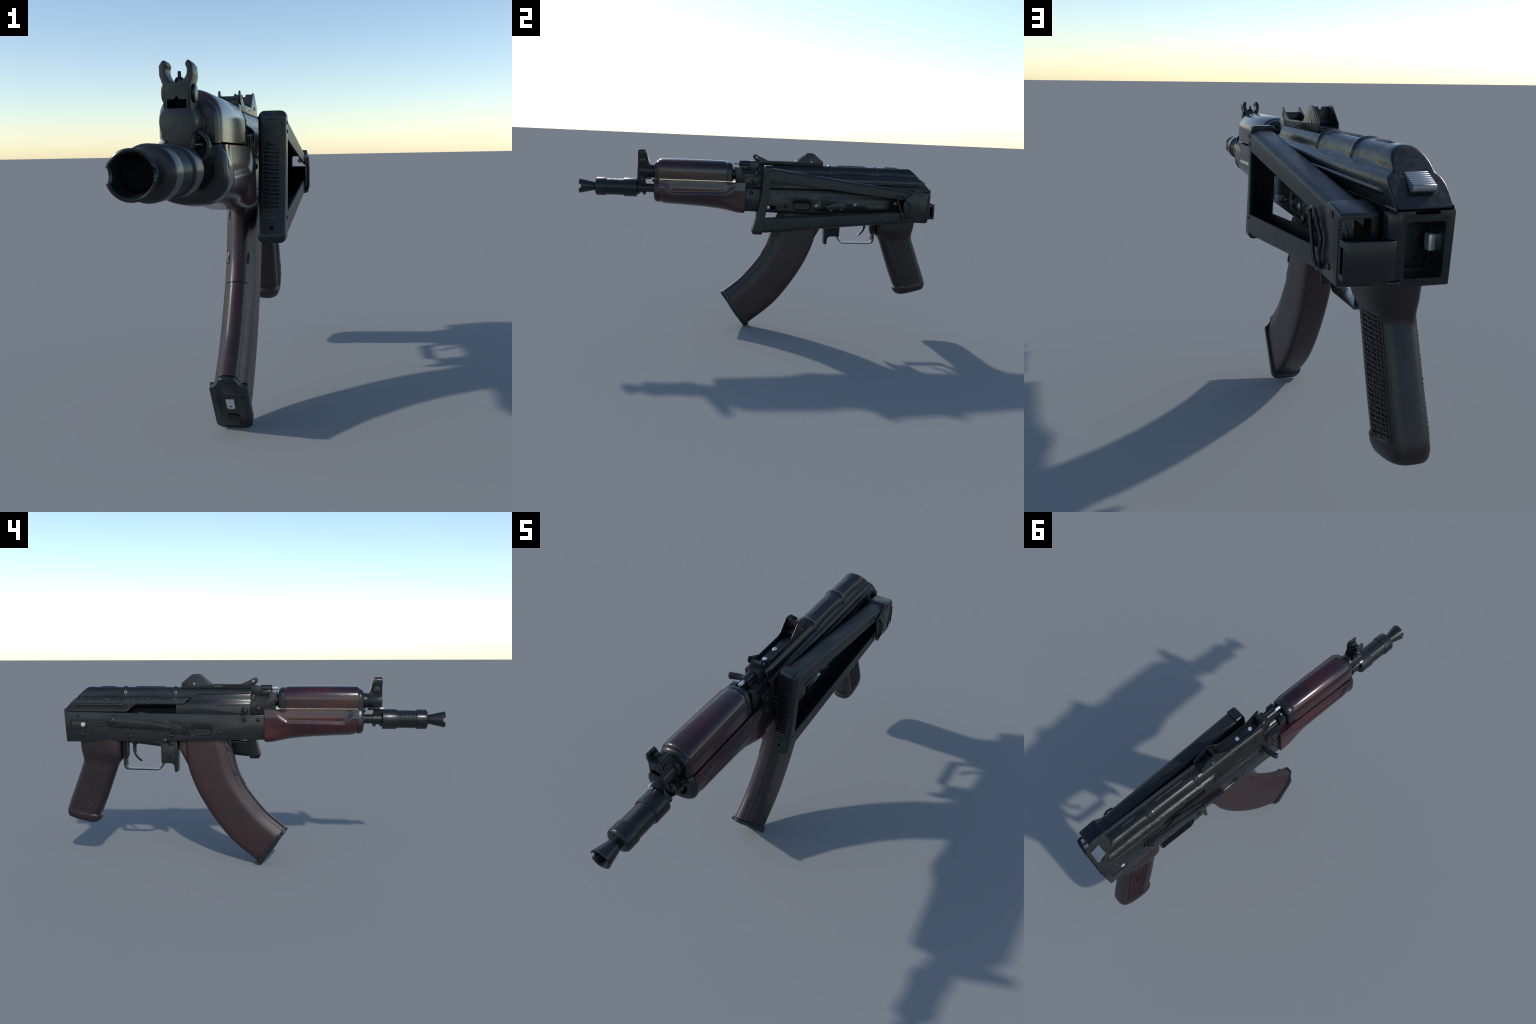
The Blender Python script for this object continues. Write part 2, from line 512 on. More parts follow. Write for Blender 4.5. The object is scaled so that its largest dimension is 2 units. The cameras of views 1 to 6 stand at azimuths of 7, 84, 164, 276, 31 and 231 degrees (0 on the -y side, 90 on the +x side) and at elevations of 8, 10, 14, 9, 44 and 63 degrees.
def lower_section(y, n_side=22, n_bot=16):
    """One cross-section of the fore-end: recessed finger groove above, rounded belly below."""
    hw = table(y, [(-0.5646, 0.0815), (-0.53, 0.0828), (-0.35, 0.0822), (-0.15, 0.0805), (-0.09, 0.0785)])
    zb = table(y, [(-0.5646, 0.7125), (-0.545, 0.7060), (-0.5286, 0.7020), (-0.4387, 0.6980), (-0.3094, 0.6900), (-0.2226, 0.6810),
                   (-0.179, 0.6735), (-0.1353, 0.6645), (-0.109, 0.6617), (-0.087, 0.6613)])
    flat = sstep(-0.26, -0.10, y)
    zt = 0.8362
    # depth of the groove along y; its floor line drops and rises at both ends
    low = table(y, [(-0.535, 0.812), (-0.492, 0.7685), (-0.20, 0.7735), (-0.145, 0.812)])
    inside = sstep(-0.545, -0.50, y) * (1 - sstep(-0.185, -0.13, y))
    side = []
    corner = lerp(0.064, 0.036, flat)
    for i in range(n_side + 1):
        z = lerp(zt, zb + corner, i / n_side)
        w = hw - 0.007 * sstep(0.79, 0.836, z) * (1 - 0.5 * flat)
        w -= 0.0035 * (1 - flat) * sstep(0.775, 0.735, z)
        g = inside * sstep(low - 0.008, low + 0.007, z)
        w = w - g * (0.0058 - 0.0030 * sstep(low + 0.02, zt, z))
        side.append((w, z))
    wb = side[-1][0]
    power = lerp(2.1, 3.0, flat)
    for k in range(1, n_bot + 1):
        t = pi / 2 * k / n_bot
        side.append((wb * math.cos(t) ** (2 / power) if k < n_bot else 0.0, zb + corner - corner * math.sin(t) ** (2 / power)))
    ring = [(x, y, z) for x, z in side] + [(-x, y, z) for x, z in side[-2::-1]]
    return ring
ys = [-0.5646 + (0.5646 - 0.087) * i / 72 for i in range(73)]
finish("handguard", loft_bm([lower_section(y) for y in ys]), GUARD, angle=50)

def u_section(hw, zt, zb, y, corner, n=14, power=2.3):
    s = [(hw - 0.016, zt), (hw - 0.004, zt - 0.02)] + [(hw * math.cos(pi / 2 * k / n) ** (2 / power) if k < n else 0.0, zb + corner - corner * math.sin(pi / 2 * k / n) ** (2 / power)) for k in range(n + 1)]
    return [(x, y, z) for x, z in s] + [(-x, y, z) for x, z in s[-2::-1]]
cap = finish("handguard_ferrule", loft_bm([u_section(0.064, 0.832, 0.730, -0.5905, 0.055), u_section(0.074, 0.835, 0.722, -0.5895, 0.056), u_section(0.0800, 0.836, 0.7125, -0.582, 0.058),
                                        u_section(0.0818, 0.836, 0.7090, -0.576, 0.058), u_section(0.0820, 0.836, 0.7085, -0.562, 0.058)]), SMOOTH)
slot = []
for k in range(9):
    t = math.radians(-62 + 74 * k / 8)
    slot.append((0.054 * math.cos(t), BORE_Z + 0.048 * math.sin(t)))
for k in range(9):
    t = math.radians(12 - 74 * k / 8)
    slot.append((0.040 * math.cos(t), BORE_Z + 0.036 * math.sin(t)))
cut(cap, prism_bm(slot, -0.60, -0.571, 0, axis="y"), prism_bm([(-x, z) for x, z in slot], -0.60, -0.571, 0, axis="y"))
box("ferrule_lug", (0.030, 0.050), (-0.600, -0.585), (0.820, 0.838), STEEL, cap, 0.004)
box("ferrule_lug", (-0.050, -0.030), (-0.600, -0.585), (0.820, 0.838), STEEL, cap, 0.004)

# ------------------------------------------------------------------ receiver
HW = 0.0635
def rec_top(y): return table(y, [(-0.09, 0.8040), (0.0, 0.8050), (0.64, 0.8125), (0.96, 0.8175)])
def rec_bot(y): return table(y, [(-0.09, 0.6775), (0.0, 0.6760), (0.4645, 0.6645), (0.9726, 0.6572)])
outline = [(-0.09, 0.804), (0.0, 0.805), (0.64, 0.8125), (0.955, 0.8175), (0.966, 0.823), (0.9795, 0.823), (0.9715, 0.6572), (0.4645, 0.6645), (0.0, 0.676), (-0.09, 0.6775)]
def flare(v):
    """The receiver widens a little towards its rear end, most along the top."""
    k = sstep(0.5, 0.98, v[1]) * (0.25 + 0.75 * (v[2] - 0.657) / 0.165)
    return (v[0] * (1 + 0.065 * k), v[1], v[2])
receiver = prism("receiver", outline, -HW, HW, STEEL, bev=0.004, fx=flare)
cut(receiver,
    prism_bm(round_poly([(-0.0455, 0.676), (0.044, 0.676), (0.044, 0.7995), (-0.0455, 0.7995)], 0.008), 0.915, 1.0, 0, axis="y"),
    prism_bm(round_poly([(-0.040, 0.684), (0.036, 0.684), (0.036, 0.792), (-0.040, 0.792)], 0.008), 0.895, 0.95, 0, axis="y"),
    box_bm((-0.030, 0.026), (0.94, 1.0), (0.815, 0.83), 0),
    *[loft_bm([[(sd * x, y, z) for y, z in capsule(cy, cz, half, r, 10)] for x, cz, half, r in ((0.09, 0.7235, 0.026, 0.0350), (HW, 0.7235, 0.026, 0.0345), (HW - 0.0018, 0.7210, 0.027, 0.0290), (HW - 0.0050, 0.7160, 0.030, 0.0205), (HW - 0.0115, 0.7135, 0.030, 0.0168))])
      for sd, cy in ((-1, 0.2405), (1, 0.2385))],
    box_bm((0.050, 0.08), (0.035, 0.088), (0.6915, 0.7135), 0),
    prism_bm(round_poly([(0.856, 0.7235), (0.9455, 0.7235), (0.9455, 0.7705), (0.856, 0.7705)], [0.022, 0.003, 0.003, 0.022]), -0.08, -0.0605, 0))
# inset latch plate and its bright button
prism("latch_plate", round_poly([(0.8585, 0.7260), (0.9430, 0.7260), (0.9430, 0.7680), (0.8585, 0.7680)], [0.020, 0.002, 0.002, 0.020]), -0.0645, -0.0600, STEEL, receiver, 0.001)
lathe("latch_button", [(-0.0600, 0.0115), (-0.0670, 0.0115), (-0.0685, 0.0095), (-0.0687, 0.003)], (0.8785, 0.7490), BRIGHT, receiver, axis="x", n=24)
box("stock_catch", (0.05, 0.0755), (0.0345, 0.0540), (0.6930, 0.7125), BRIGHT, receiver, 0.002)
box("stock_catch_dark_plate", (0.049, 0.052), (0.035, 0.088), (0.690, 0.715), CAVITY, receiver, 0)  # black plate on the slot's floor in place of the shade there
# rear tangs, latch and floor inside the open rear end
box("rear_latch", (-0.0500, -0.0305), (0.910, 0.935), (0.724, 0.7625), BRIGHT, receiver, 0.004)
# hinge knuckle on the left rear edge
kn = round_poly([(0.0480, 0.945), (0.0480, 0.977), (0.062, 0.981), (0.0830, 0.976), (0.0860, 0.950), (0.075, 0.940), (0.060, 0.940)], 0.01)
prism("hinge_knuckle", kn, 0.7640, 0.8185, STEEL, receiver, 0.002, axis="z")
prism("hinge_knuckle", kn, 0.6640, 0.6735, STEEL, receiver, 0.002, axis="z")
# rivets: one dome mesh, copied
def dome_bm(r, h, n=20):
    return lathe_bm([(-0.002, r), (0.002, r * 0.98), (h * 0.6, r * 0.8), (h * 0.92, r * 0.45), (h, r * 0.1)], (0, 0), axis="x", n=n)
rivet = finish("rivet", dome_bm(0.0105, 0.0085), STEEL, receiver, 60)
rivet.location = (HW, -0.0525, 0.7797)
FLIP = (0, 0, pi)
for y, z in ((0.1459, 0.7120), (0.0168, 0.7794)):
    repeat(rivet, "rivet", (HW, y, z))
for y, z in ((-0.0525, 0.7797), (0.0168, 0.7794), (0.9029, 0.8005), (0.8813, 0.6980), (0.7738, 0.7462), (0.624, 0.6885), (0.3993, 0.6940), (0.1456, 0.7120)):
    repeat(rivet, "rivet", (-HW, y, z), FLIP)
small = finish("rivet", dome_bm(0.008, 0.003), STEEL, receiver, 60)
small.location = (HW, 0.2146, 0.7600)
repeat(small, "rivet", (HW, 0.2564, 0.7611))
repeat(small, "rivet", (-HW, 0.4560, 0.7010), FLIP)
big = finish("guard_rivet", lathe_bm([(-0.060, 0.0135), (0.060, 0.0135), (0.066, 0.0125), (0.068, 0.009)], (0, 0), axis="x", n=24), STEEL, receiver)
big.location = (-0.001, 0.4399, 0.6660)
big.rotation_euler = FLIP
box("stamped_line", (-HW - 0.0006, -HW + 0.002), (0.681, 0.735), (0.7325, 0.7355), CAVITY, receiver, 0.0005)
# front trunnion, standing above the receiver between cover and handguard
trunnion = prism("front_trunnion", [(-0.0125, 0.800), (-0.0125, 0.862), (-0.032, 0.872), (-0.032, 0.900), (-0.105, 0.900), (-0.1095, 0.918), (-0.1465, 0.920), (-0.139, 0.838), (-0.092, 0.832), (-0.092, 0.800)], -0.054, 0.054, STEEL, bev=0.003)
cut(trunnion, lathe_bm([(-0.2, 0.033), (-0.112, 0.033)], (0, 0.905), n=24), prism_bm(round_poly([(-0.108, 0.885), (-0.030, 0.885), (-0.030, 0.93), (-0.108, 0.93)], 0.008), -0.08, -0.034, 0),
    prism_bm(round_poly([(-0.108, 0.885), (-0.030, 0.885), (-0.030, 0.93), (-0.108, 0.93)], 0.008), 0.034, 0.08, 0))
lathe("gas_tube_seat", [(-0.106, 0.0425), (-0.104, 0.0445), (-0.034, 0.0445), (-0.032, 0.0425)], (0, 0.8670), SMOOTH, trunnion)
for s in (-1, 1):
    prism("lug_plate", round_poly([(-0.091, 0.8645), (-0.040, 0.8735), (-0.028, 0.8735), (-0.0125, 0.8735), (-0.0125, 0.812), (-0.091, 0.812)], 0.003), s * 0.050, s * 0.0640, STEEL, trunnion, 0.0015)
    prism("lug_plate", round_poly([(-0.091, 0.8640), (-0.040, 0.8720), (-0.040, 0.828), (-0.056, 0.8185), (-0.091, 0.8185)], [0.001, 0.004, 0.010, 0.006, 0.001]), s * 0.060, s * 0.0665, STEEL, trunnion, 0.0015)
    d = finish("lug_pin", lathe_bm([(0, 0.0130), (0.003, 0.0128), (0.0055, 0.0105), (0.006, 0.004)], (0, 0), axis="x", n=24), STEEL, trunnion, 60)
    d.location = (s * 0.0660, -0.0534, 0.8385)
    if s < 0:
        d.rotation_euler = FLIP
# rear sight hinge block with the bright catch rod
hinge = prism("sight_hinge_block", [(-0.010, 0.895), (-0.010, 0.952), (-0.016, 0.957), (-0.0643, 0.957), (-0.0643, 0.909), (-0.05, 0.895)], -0.031, 0.031, STEEL, bev=0.003)
box("block_foot", (-0.046, 0.046), (-0.036, -0.009), (0.850, 0.908), STEEL, hinge, 0.004)
finish("catch_tube", join_bm(lathe_bm([(-0.122, 0.015), (-0.121, 0.0175), (-0.060, 0.018)], (0, 0.9395), n=28),
                             box_bm((-0.020, 0.020), (-0.118, -0.055), (0.905, 0.932), 0.005)), STEEL, hinge)
lathe("catch_rod", [(-0.1525, 0.006), (-0.1515, 0.0078), (-0.115, 0.0078)], (0, 0.9405), BRIGHT, hinge, n=20)

# ------------------------------------------------------------------ receiver cover
PROFILE = [(0.0652, 0.800), (0.0652, 0.8235), (0.0637, 0.8270), (0.0642, 0.850), (0.0640, 0.868), (0.0618, 0.8790), (0.0575, 0.8870), (0.0520, 0.8925), (0.0475, 0.8970), (0.0450, 0.9035),
           (0.0437, 0.9115), (0.0410, 0.9205), (0.0358, 0.9300), (0.0285, 0.9380), (0.0195, 0.9430), (0.0100, 0.9455), (0.0, 0.9463)]
PATH = [Vector((x, 0, z)) for x, z in PROFILE]
DENSE = smooth_path(PATH, 5)
def cover_rim(y, side):
    """Lower edge of the cover; the right side is cut away for the ejection port."""
    if side > 0:
        return rec_top(y) + 0.001
    return table(y, [(-0.02, 0.9125), (0.261, 0.9125), (0.270, 0.910), (0.285, 0.903), (0.3007, 0.8936), (0.315, 0.883), (0.3274, 0.872), (0.3276, 0.8590), (0.378, 0.8568),
                     (0.580, 0.8560), (0.590, 0.8545), (0.600, 0.848), (0.632, 0.822), (0.645, rec_top(0.645) + 0.001), (1.0, rec_top(1.0) + 0.001)])
def cover_half(y, side, n=56):
    zb = cover_rim(y, side)
    # parameter where the profile passes the rim height
    lo = 0.0
    L = len(DENSE) - 1
    for i in range(L):
        if DENSE[i].z <= zb <= DENSE[i + 1].z:
            lo = i + (zb - DENSE[i].z) / (DENSE[i + 1].z - DENSE[i].z)
            break
    out = []
    zcap = 0.9470 - (y - 0.8575) * (0.1275 / 0.1265)
    for k in range(n + 1):
        t = lo + (L - lo) * k / n
        i = min(int(t), L - 1)
        p = DENSE[i].lerp(DENSE[i + 1], t - i)
        x, z = p.x, p.z
        if side > 0:
            x += 0.0048 * sstep(0.897, 0.884, z)
        dome = sstep(0.893, 0.906, z)
        swell = 0.0052 * (math.exp(-((y - 0.389) / 0.008) ** 2) + math.exp(-((y - 0.656) / 0.009) ** 2)) * dome
        # shallow stamped hollows between the ribs and a fuller rear hump
        swell -= 0.0022 * dome * math.exp(-((z - 0.912) / 0.014) ** 2) * (sstep(0.41, 0.46, y) * (1 - sstep(0.57, 0.64, y)) + sstep(0.675, 0.70, y) * (1 - sstep(0.76, 0.82, y)))
        swell += 0.0012 * dome * sstep(0.80, 0.85, y)
        s = 1 + swell / 0.045
        x, z = x * s, 0.895 + (z - 0.895) * s if z > 0.895 else z
        # sloped rear end, blended
        if z > zcap - 0.009:
            k2 = 0.009
            d = z - zcap
            z = zcap if d > k2 else z - (d + k2) ** 2 / (4 * k2) if d > -k2 else z
            x *= 1 - 0.06 * sstep(-0.002, 0.02, d)
        out.append((side * x, y, z))
    return out
stations = [-0.016, -0.010] + [0.005 + 0.015 * i for i in range(17)]
stations += [0.2612, 0.268, 0.276, 0.285, 0.293, 0.301, 0.308, 0.315, 0.322, 0.3270, 0.3279, 0.335, 0.345, 0.355]
stations += [0.363 + 0.0025 * i for i in range(22)] + [0.43 + 0.02 * i for i in range(8)] + [0.584, 0.590, 0.600, 0.612, 0.622, 0.632, 0.6385, 0.6455]
stations += [0.6475 + 0.0025 * i for i in range(22)] + [0.715 + 0.0125 * i for i in range(11)] + [0.850 + 0.0021 * i for i in range(62)]
stations = sorted(set(round(y, 4) for y in stations if y < 0.9775))
bm = bmesh.new()
rows = []
for y in stations:
    L_, R_ = cover_half(y, 1), cover_half(y, -1)
    rows.append([bm.verts.new(p) for p in L_ + R_[-2::-1]])
for A, B in zip(rows, rows[1:]):
    for i in range(len(A) - 1):
        bm.faces.new((A[i], A[i + 1], B[i + 1], B[i]))
cover = finish("receiver_cover", bm, COVER, angle=50)
sol = cover.modifiers.new("thickness", "SOLIDIFY")
sol.thickness, sol.offset = 0.005, -1
for y0, y1 in ((0.7125, 0.786), (0.4395, 0.600)):
    prism("top_rib", round_poly([(y0, 0.9440), (y0 + 0.004, 0.9497), (y1 - 0.004, 0.9497), (y1, 0.9440)], 0.002), -0.0035, 0.0035, STRIP, cover, 0.001)
    prism("top_rib_base", round_poly([(y0 - 0.006, 0.9430), (y0 - 0.002, 0.9482), (y1 + 0.002, 0.9482), (y1 + 0.006, 0.9430)], 0.002), -0.0075, 0.0075, COVER, cover, 0.002)
# long pressed rib low on each side
for sd, x, y0 in ((-1, 0.0645, 0.668), (1, 0.0692, 0.330)):
    finish("pressed_rib", tube_bm(smooth_path([(sd * (x - 0.0035), y0, 0.8530), (sd * (x - 0.0005), y0 + 0.006, 0.8530), (sd * x, y0 + 0.022, 0.8530), (sd * x, 0.780, 0.8530), (sd * x, 0.882, 0.8530), (sd * (x - 0.0005), 0.898, 0.8530), (sd * (x - 0.0035), 0.904, 0.8530)], 4), 0.006, 12, flat=(0.0045, 0.0075)), SHEET, cover, 60)
# bright serrated release button standing out of the slope
def slope(y): return 0.9470 - (y - 0.8575) * (0.1275 / 0.1265)
prof = [(0.906, slope(0.906) - 0.006), (0.9085, 0.8955)]
for k in range(6):
    y = 0.9130 + k * 0.0072
    h = 0.8960 - (y - 0.9090) * 0.49
    prof += [(y, h + 0.0012), (y + 0.0010, h - 0.0016)]
prof += [(0.9555, 0.8745), (0.9585, 0.8710), (0.9585, 0.8615), (0.9555, 0.8590), (0.9440, 0.8540)]
prism("release_button", prof, -0.0300, 0.0245, WORN, cover, 0.0010, 1)
# added black block behind the ejection port, in place of the shade inside
inside = prism("ejection_port_block", [(0.30, 0.800), (0.64, 0.806), (0.655, 0.86), (0.64, 0.880), (0.30, 0.880)], -0.034, 0.036, CAVITY, cover, 0)

# ------------------------------------------------------------------ bolt carrier and charging handle
bolt = prism("bolt_carrier", round_poly([(-0.012, 0.803), (0.377, 0.808), (0.377, 0.8590), (0.192, 0.8590), (0.176, 0.8515), (-0.012, 0.8515)], [0.001, 0.001, 0.004, 0.008, 0.008, 0.001]), -0.0600, -0.02, STEEL, bev=0.002)
half = [(-0.0555, 0.846), (-0.0550, 0.858), (-0.0520, 0.868), (-0.0475, 0.875), (-0.0445, 0.884), (-0.0430, 0.894), (-0.0405, 0.905), (-0.0375, 0.915), (-0.031, 0.924), (-0.010, 0.924), (-0.010, 0.846)]
prism("bolt_carrier_body", half, -0.014, 0.340, SHEET, bolt, 0.001, axis="y")
hp = [(-0.058, 0.014, 0.834), (-0.085, 0.016, 0.834), (-0.110, 0.0135, 0.834), (-0.130, 0.0080, 0.834), (-0.1480, 0.0015, 0.8345)]
rings = []
path = smooth_path(hp, 5)
for i, p in enumerate(path):
    s = i / (len(path) - 1)
    a = lerp(0.0115, 0.0138, s)
    b = lerp(0.0135, 0.0155, sstep(0.2, 0.7, s))
    d = (path[min(i + 1, len(path) - 1)] - path[max(i - 1, 0)]).normalized()
    u = Vector((-d.y, d.x, 0)).normalized()
    rings.append((p, u, a, b))
tip = rings[-1]
ahead = (rings[-1][0] - rings[-2][0]).normalized()
for k in (0.3, 0.55, 0.75, 0.9, 0.98):
    q = math.sqrt(1 - k * k)
    rings.append((tip[0] + ahead * 0.0075 * k, tip[1], tip[2] * q, tip[3] * (0.45 + 0.55 * q) if k < 0.98 else tip[3] * 0.4))
finish("charging_handle", loft_bm([[p + u * a * math.cos(2 * pi * k / 18) + Vector((0, 0, 1)) * b * math.sin(2 * pi * k / 18) for k in range(18)] for p, u, a, b in rings]), SMOOTH, bolt, 60)
prism("handle_boss", round_poly([(-0.002, 0.815), (0.031, 0.815), (0.031, 0.847), (-0.002, 0.847)], 0.012), -0.0640, -0.05, SMOOTH, bolt, 0.002)

# ------------------------------------------------------------------ rear sight on the cover
wall = round_poly([(0.352, 0.9385), (0.352, 0.9655), (0.3005, 1.0075), (0.288, 1.0125), (0.264, 1.0130), (0.2523, 1.008), (0.2047, 0.9665), (0.1960, 0.9610), (0.0430, 0.9600), (-0.0200, 0.9885),
                   (-0.030, 0.9960), (-0.040, 0.9930), (-0.044, 0.985), (-0.038, 0.9660), (-0.0160, 0.9550), (-0.0125, 0.9385)], 0.003)
rear_sight = prism("rear_sight", [(-0.0125, 0.9385), (0.3515, 0.9385), (0.3515, 0.9475), (-0.0125, 0.9475)], -0.027, 0.027, SMOOTH, bev=0.002)
for s in (-1, 1):
    prism("sight_wall", wall, s * 0.0265, s * 0.0315, SHEET, rear_sight, 0.0015)
    for y, z, r in ((0.2837, 0.9635, 0.006), (-0.0255, 0.9770, 0.0065)):
        d = finish("wall_pin", dome_bm(r, 0.003, 16), WORN, rear_sight, 60)
        d.location = (s * 0.0315, y, z)
        if s < 0:
            d.rotation_euler = FLIP
leaf = prism("sight_leaf", round_poly([(-0.0262, 0.948), (0.0262, 0.948), (0.0262, 1.0085), (0.0060, 1.0085), (0.0035, 1.0005), (-0.0035, 1.0005), (-0.0060, 1.0085), (-0.0262, 1.0085)], 0.001), 0.262, 0.270, GRIP, rear_sight, 0.001, axis="y")
prism("sight_leaf_foot", [(0.245, 0.947), (0.345, 0.947), (0.345, 0.952), (0.285, 0.958), (0.262, 0.965), (0.245, 0.958)], -0.0262, 0.0262, SMOOTH, rear_sight, 0.0015)
lathe("leaf_hinge", [(-0.027, 0.008), (0.027, 0.008)], (0.280, 0.9635), SMOOTH, rear_sight, axis="x", n=18)
lathe("front_crossbar", [(-0.027, 0.0085), (0.027, 0.0085)], (-0.0255, 0.9720), SMOOTH, rear_sight, axis="x", n=18)
box("crossbar_block", (-0.0265, 0.0265), (-0.033, -0.014), (0.950, 0.9720), SMOOTH, rear_sight, 0.002)
for y in (0.0370, 0.1175):
    d = lathe("floor_screw", [(0.946, 0.011), (0.9515, 0.0108), (0.954, 0.0085), (0.9546, 0.004), (0.9532, 0.0035), (0.953, 0.001)], (-0.001, y), BRIGHT, rear_sight, axis="z", n=20)
box("wall_slot_plate", (0.0295, 0.0320), (0.135, 0.180), (0.9470, 0.9525), STRIP, rear_sight, 0.001)  # thin pale plate added on the wall; no slot is cut
box("wall_slot_plate", (-0.0320, -0.0295), (0.135, 0.180), (0.9470, 0.9525), STRIP, rear_sight, 0.001)

# ------------------------------------------------------------------ selector lever (right side)
sel = round_poly([(0.756, 0.774), (0.745, 0.793), (0.718, 0.8015), (0.690, 0.7975), (0.6162, 0.7905), (0.590, 0.8085), (0.5685, 0.8190), (0.545, 0.8160), (0.4075, 0.7746), (0.2911, 0.7452),
                  (0.3028, 0.7029), (0.4045, 0.7071), (0.416, 0.7250), (0.660, 0.7340), (0.705, 0.7360), (0.740, 0.7480)], 0.004)
selector = prism("selector_lever", sel, -0.0735, -HW + 0.0005, SHEET, bev=0.0015)
arm = round_poly([(0.742, 0.772), (0.732, 0.790), (0.7058, 0.7955), (0.560, 0.775), (0.4124, 0.7500), (0.400, 0.7380), (0.4174, 0.7275), (0.560, 0.7350), (0.7168, 0.7420), (0.735, 0.7530)], 0.006)
prism("selector_arm", arm, -0.0830, -0.072, STEEL, selector, 0.003)
lathe("selector_pivot", [(-0.080, 0.0165), (-0.0845, 0.0165), (-0.0860, 0.0145), (-0.0865, 0.0105), (-0.0905, 0.0095), (-0.092, 0.006)], (0.7180, 0.7690), STEEL, selector, axis="x", n=28)
prism("selector_thumb", round_poly([(0.398, 0.7080), (0.402, 0.7280), (0.350, 0.7500), (0.340, 0.7085)], 0.004), -0.0765, -0.072, SHEET, selector, 0.0015)
prism("selector_frame", round_poly([(0.344, 0.7080), (0.340, 0.7500), (0.300, 0.7400), (0.306, 0.7080)], 0.002), -0.0752, -0.072, SHEET, selector, 0.0012)
prism("selector_shelf", round_poly([(0.2930, 0.7460), (0.4110, 0.7765), (0.4120, 0.7715), (0.2940, 0.7405)], 0.001), -0.0905, -0.066, SHEET, selector, 0.001)
for k in range(7):
    y = 0.300 + k * 0.0158
    z = 0.7433 + (y - 0.2930) * 0.2585
    prism("shelf_ridge", [(y - 0.0040, z - 0.0055), (y + 0.0040, z - 0.0035), (y + 0.0035, z + 0.0040), (y - 0.0045, z + 0.0020)], -0.0935, -0.0880, SHEET, selector, 0.001)
lathe("selector_stud", [(-0.072, 0.0095), (-0.081, 0.0085), (-0.084, 0.005)], (0.4020, 0.7370), STEEL, selector, axis="x", n=16)

# ------------------------------------------------------------------ left side: mounting plate, screws, catch lever
rail = prism("side_plate", round_poly([(0.298, 0.716), (0.3448, 0.7735), (0.80, 0.7760), (0.80, 0.688), (0.330, 0.690), (0.303, 0.700)], 0.006), HW - 0.001, 0.0720, SHEET, bev=0.0015)
prism("side_plate_step", round_poly([(0.3455, 0.7630), (0.80, 0.7655), (0.80, 0.695), (0.3455, 0.695)], 0.002), 0.0715, 0.0750, SHEET, rail, 0.001)
prism("side_plate_pad", round_poly([(0.6050, 0.7250), (0.625, 0.7450), (0.70, 0.7480), (0.728, 0.7250), (0.728, 0.7000), (0.605, 0.7000)], 0.008), 0.0745, 0.0768, SHEET, rail, 0.001)
box("side_plate_pad", (0.0745, 0.0765), (0.524, 0.558), (0.707, 0.758), SHEET, rail, 0.001)
for y, z, x in ((0.3182, 0.7207, 0.0720), (0.5395, 0.7351, 0.0762), (0.7745, 0.7491, 0.0750)):
    d = finish("plate_screw", lathe_bm([(-0.002, 0.0105), (0.003, 0.0103), (0.0052, 0.0080), (0.0055, 0.0045), (0.0035, 0.0038), (0.003, 0.0010)], (0, 0), axis="x", n=20), WORN, rail, 40)
    d.location = (x, y, z)
prism("plate_lever", round_poly([(0.4720, 0.7460), (0.452, 0.7510), (0.374, 0.7220), (0.372, 0.7050), (0.40, 0.6980), (0.485, 0.7000), (0.490, 0.7300)], 0.008), 0.0745, 0.0800, STEEL, rail, 0.002)
for y, z in ((0.3987, 0.6960), (0.4606, 0.7030)):
    lathe("lever_pin", [(0.078, 0.0125), (0.0885, 0.0122), (0.0905, 0.009), (0.091, 0.003)], (y, z), STEEL, rail, axis="x", n=20)
    for a in (-0.5, 0.5):
        bmq = box_bm((0.079, 0.084), (-0.004, 0.004), (0.006, 0.019), 0.0015)
        bmesh.ops.rotate(bmq, verts=bmq.verts, cent=(0, 0, 0), matrix=Matrix.Rotation(a * 1.6, 3, "X"))
        bmesh.ops.translate(bmq, verts=bmq.verts, vec=(0, y, z))
        finish("pin_spring", bmq, STEEL, rail)

# ------------------------------------------------------------------ magazine
rear_pts = [(0.336, 0.672), (0.3300, 0.600), (0.3220, 0.5262), (0.3060, 0.4723), (0.2665, 0.3822), (0.2045, 0.2784), (0.1290, 0.1760), (0.0573, 0.1040), (-0.0440, 0.0240)]
front_pts = [(0.1080, 0.672), (0.0988, 0.641), (0.0690, 0.5345), (0.0470, 0.4766), (0.0075, 0.4105), (-0.0545, 0.3305), (-0.1030, 0.2775), (-0.1900, 0.2070)]
REAR = smooth_path([(0, *p) for p in rear_pts], 8)
FRONT = smooth_path([(0, *p) for p in front_pts], 8)
def mag_half():
    """(distance from the front edge, half width) going backwards."""
    return [(0.000, 0.0), (0.0002, 0.0100), (0.003, 0.0185), (0.010, 0.0255), (0.0215, 0.0285), (0.0265, 0.0300), (0.032, 0.0335), (0.052, 0.0420), (0.064, 0.0462), (0.075, 0.0475), (0.10, 0.0480)]
NB = 40
rings = []
for i in range(NB + 1):
    s = i / NB
    f, r = at(FRONT, s), at(REAR, s)
    d = r - f
    W = d.length
    d.normalize()
    taper = 1.0
    half = [(f + d * a, w * taper) for a, w in mag_half()]
    half += [(f + d * (W - 0.060), 0.0480), (f + d * (W - 0.030), 0.0475), (f + d * (W - 0.012), 0.0450), (f + d * (W - 0.003), 0.0385), (r.copy(), 0.0280), (r + d * 0.001, 0.0)]
    ring = [(w, p.y, p.z) for p, w in half] + [(-w, p.y, p.z) for p, w in half[-2:0:-1]]
    rings.append(ring)
magazine = finish("magazine", loft_bm(rings), MAG, angle=50)
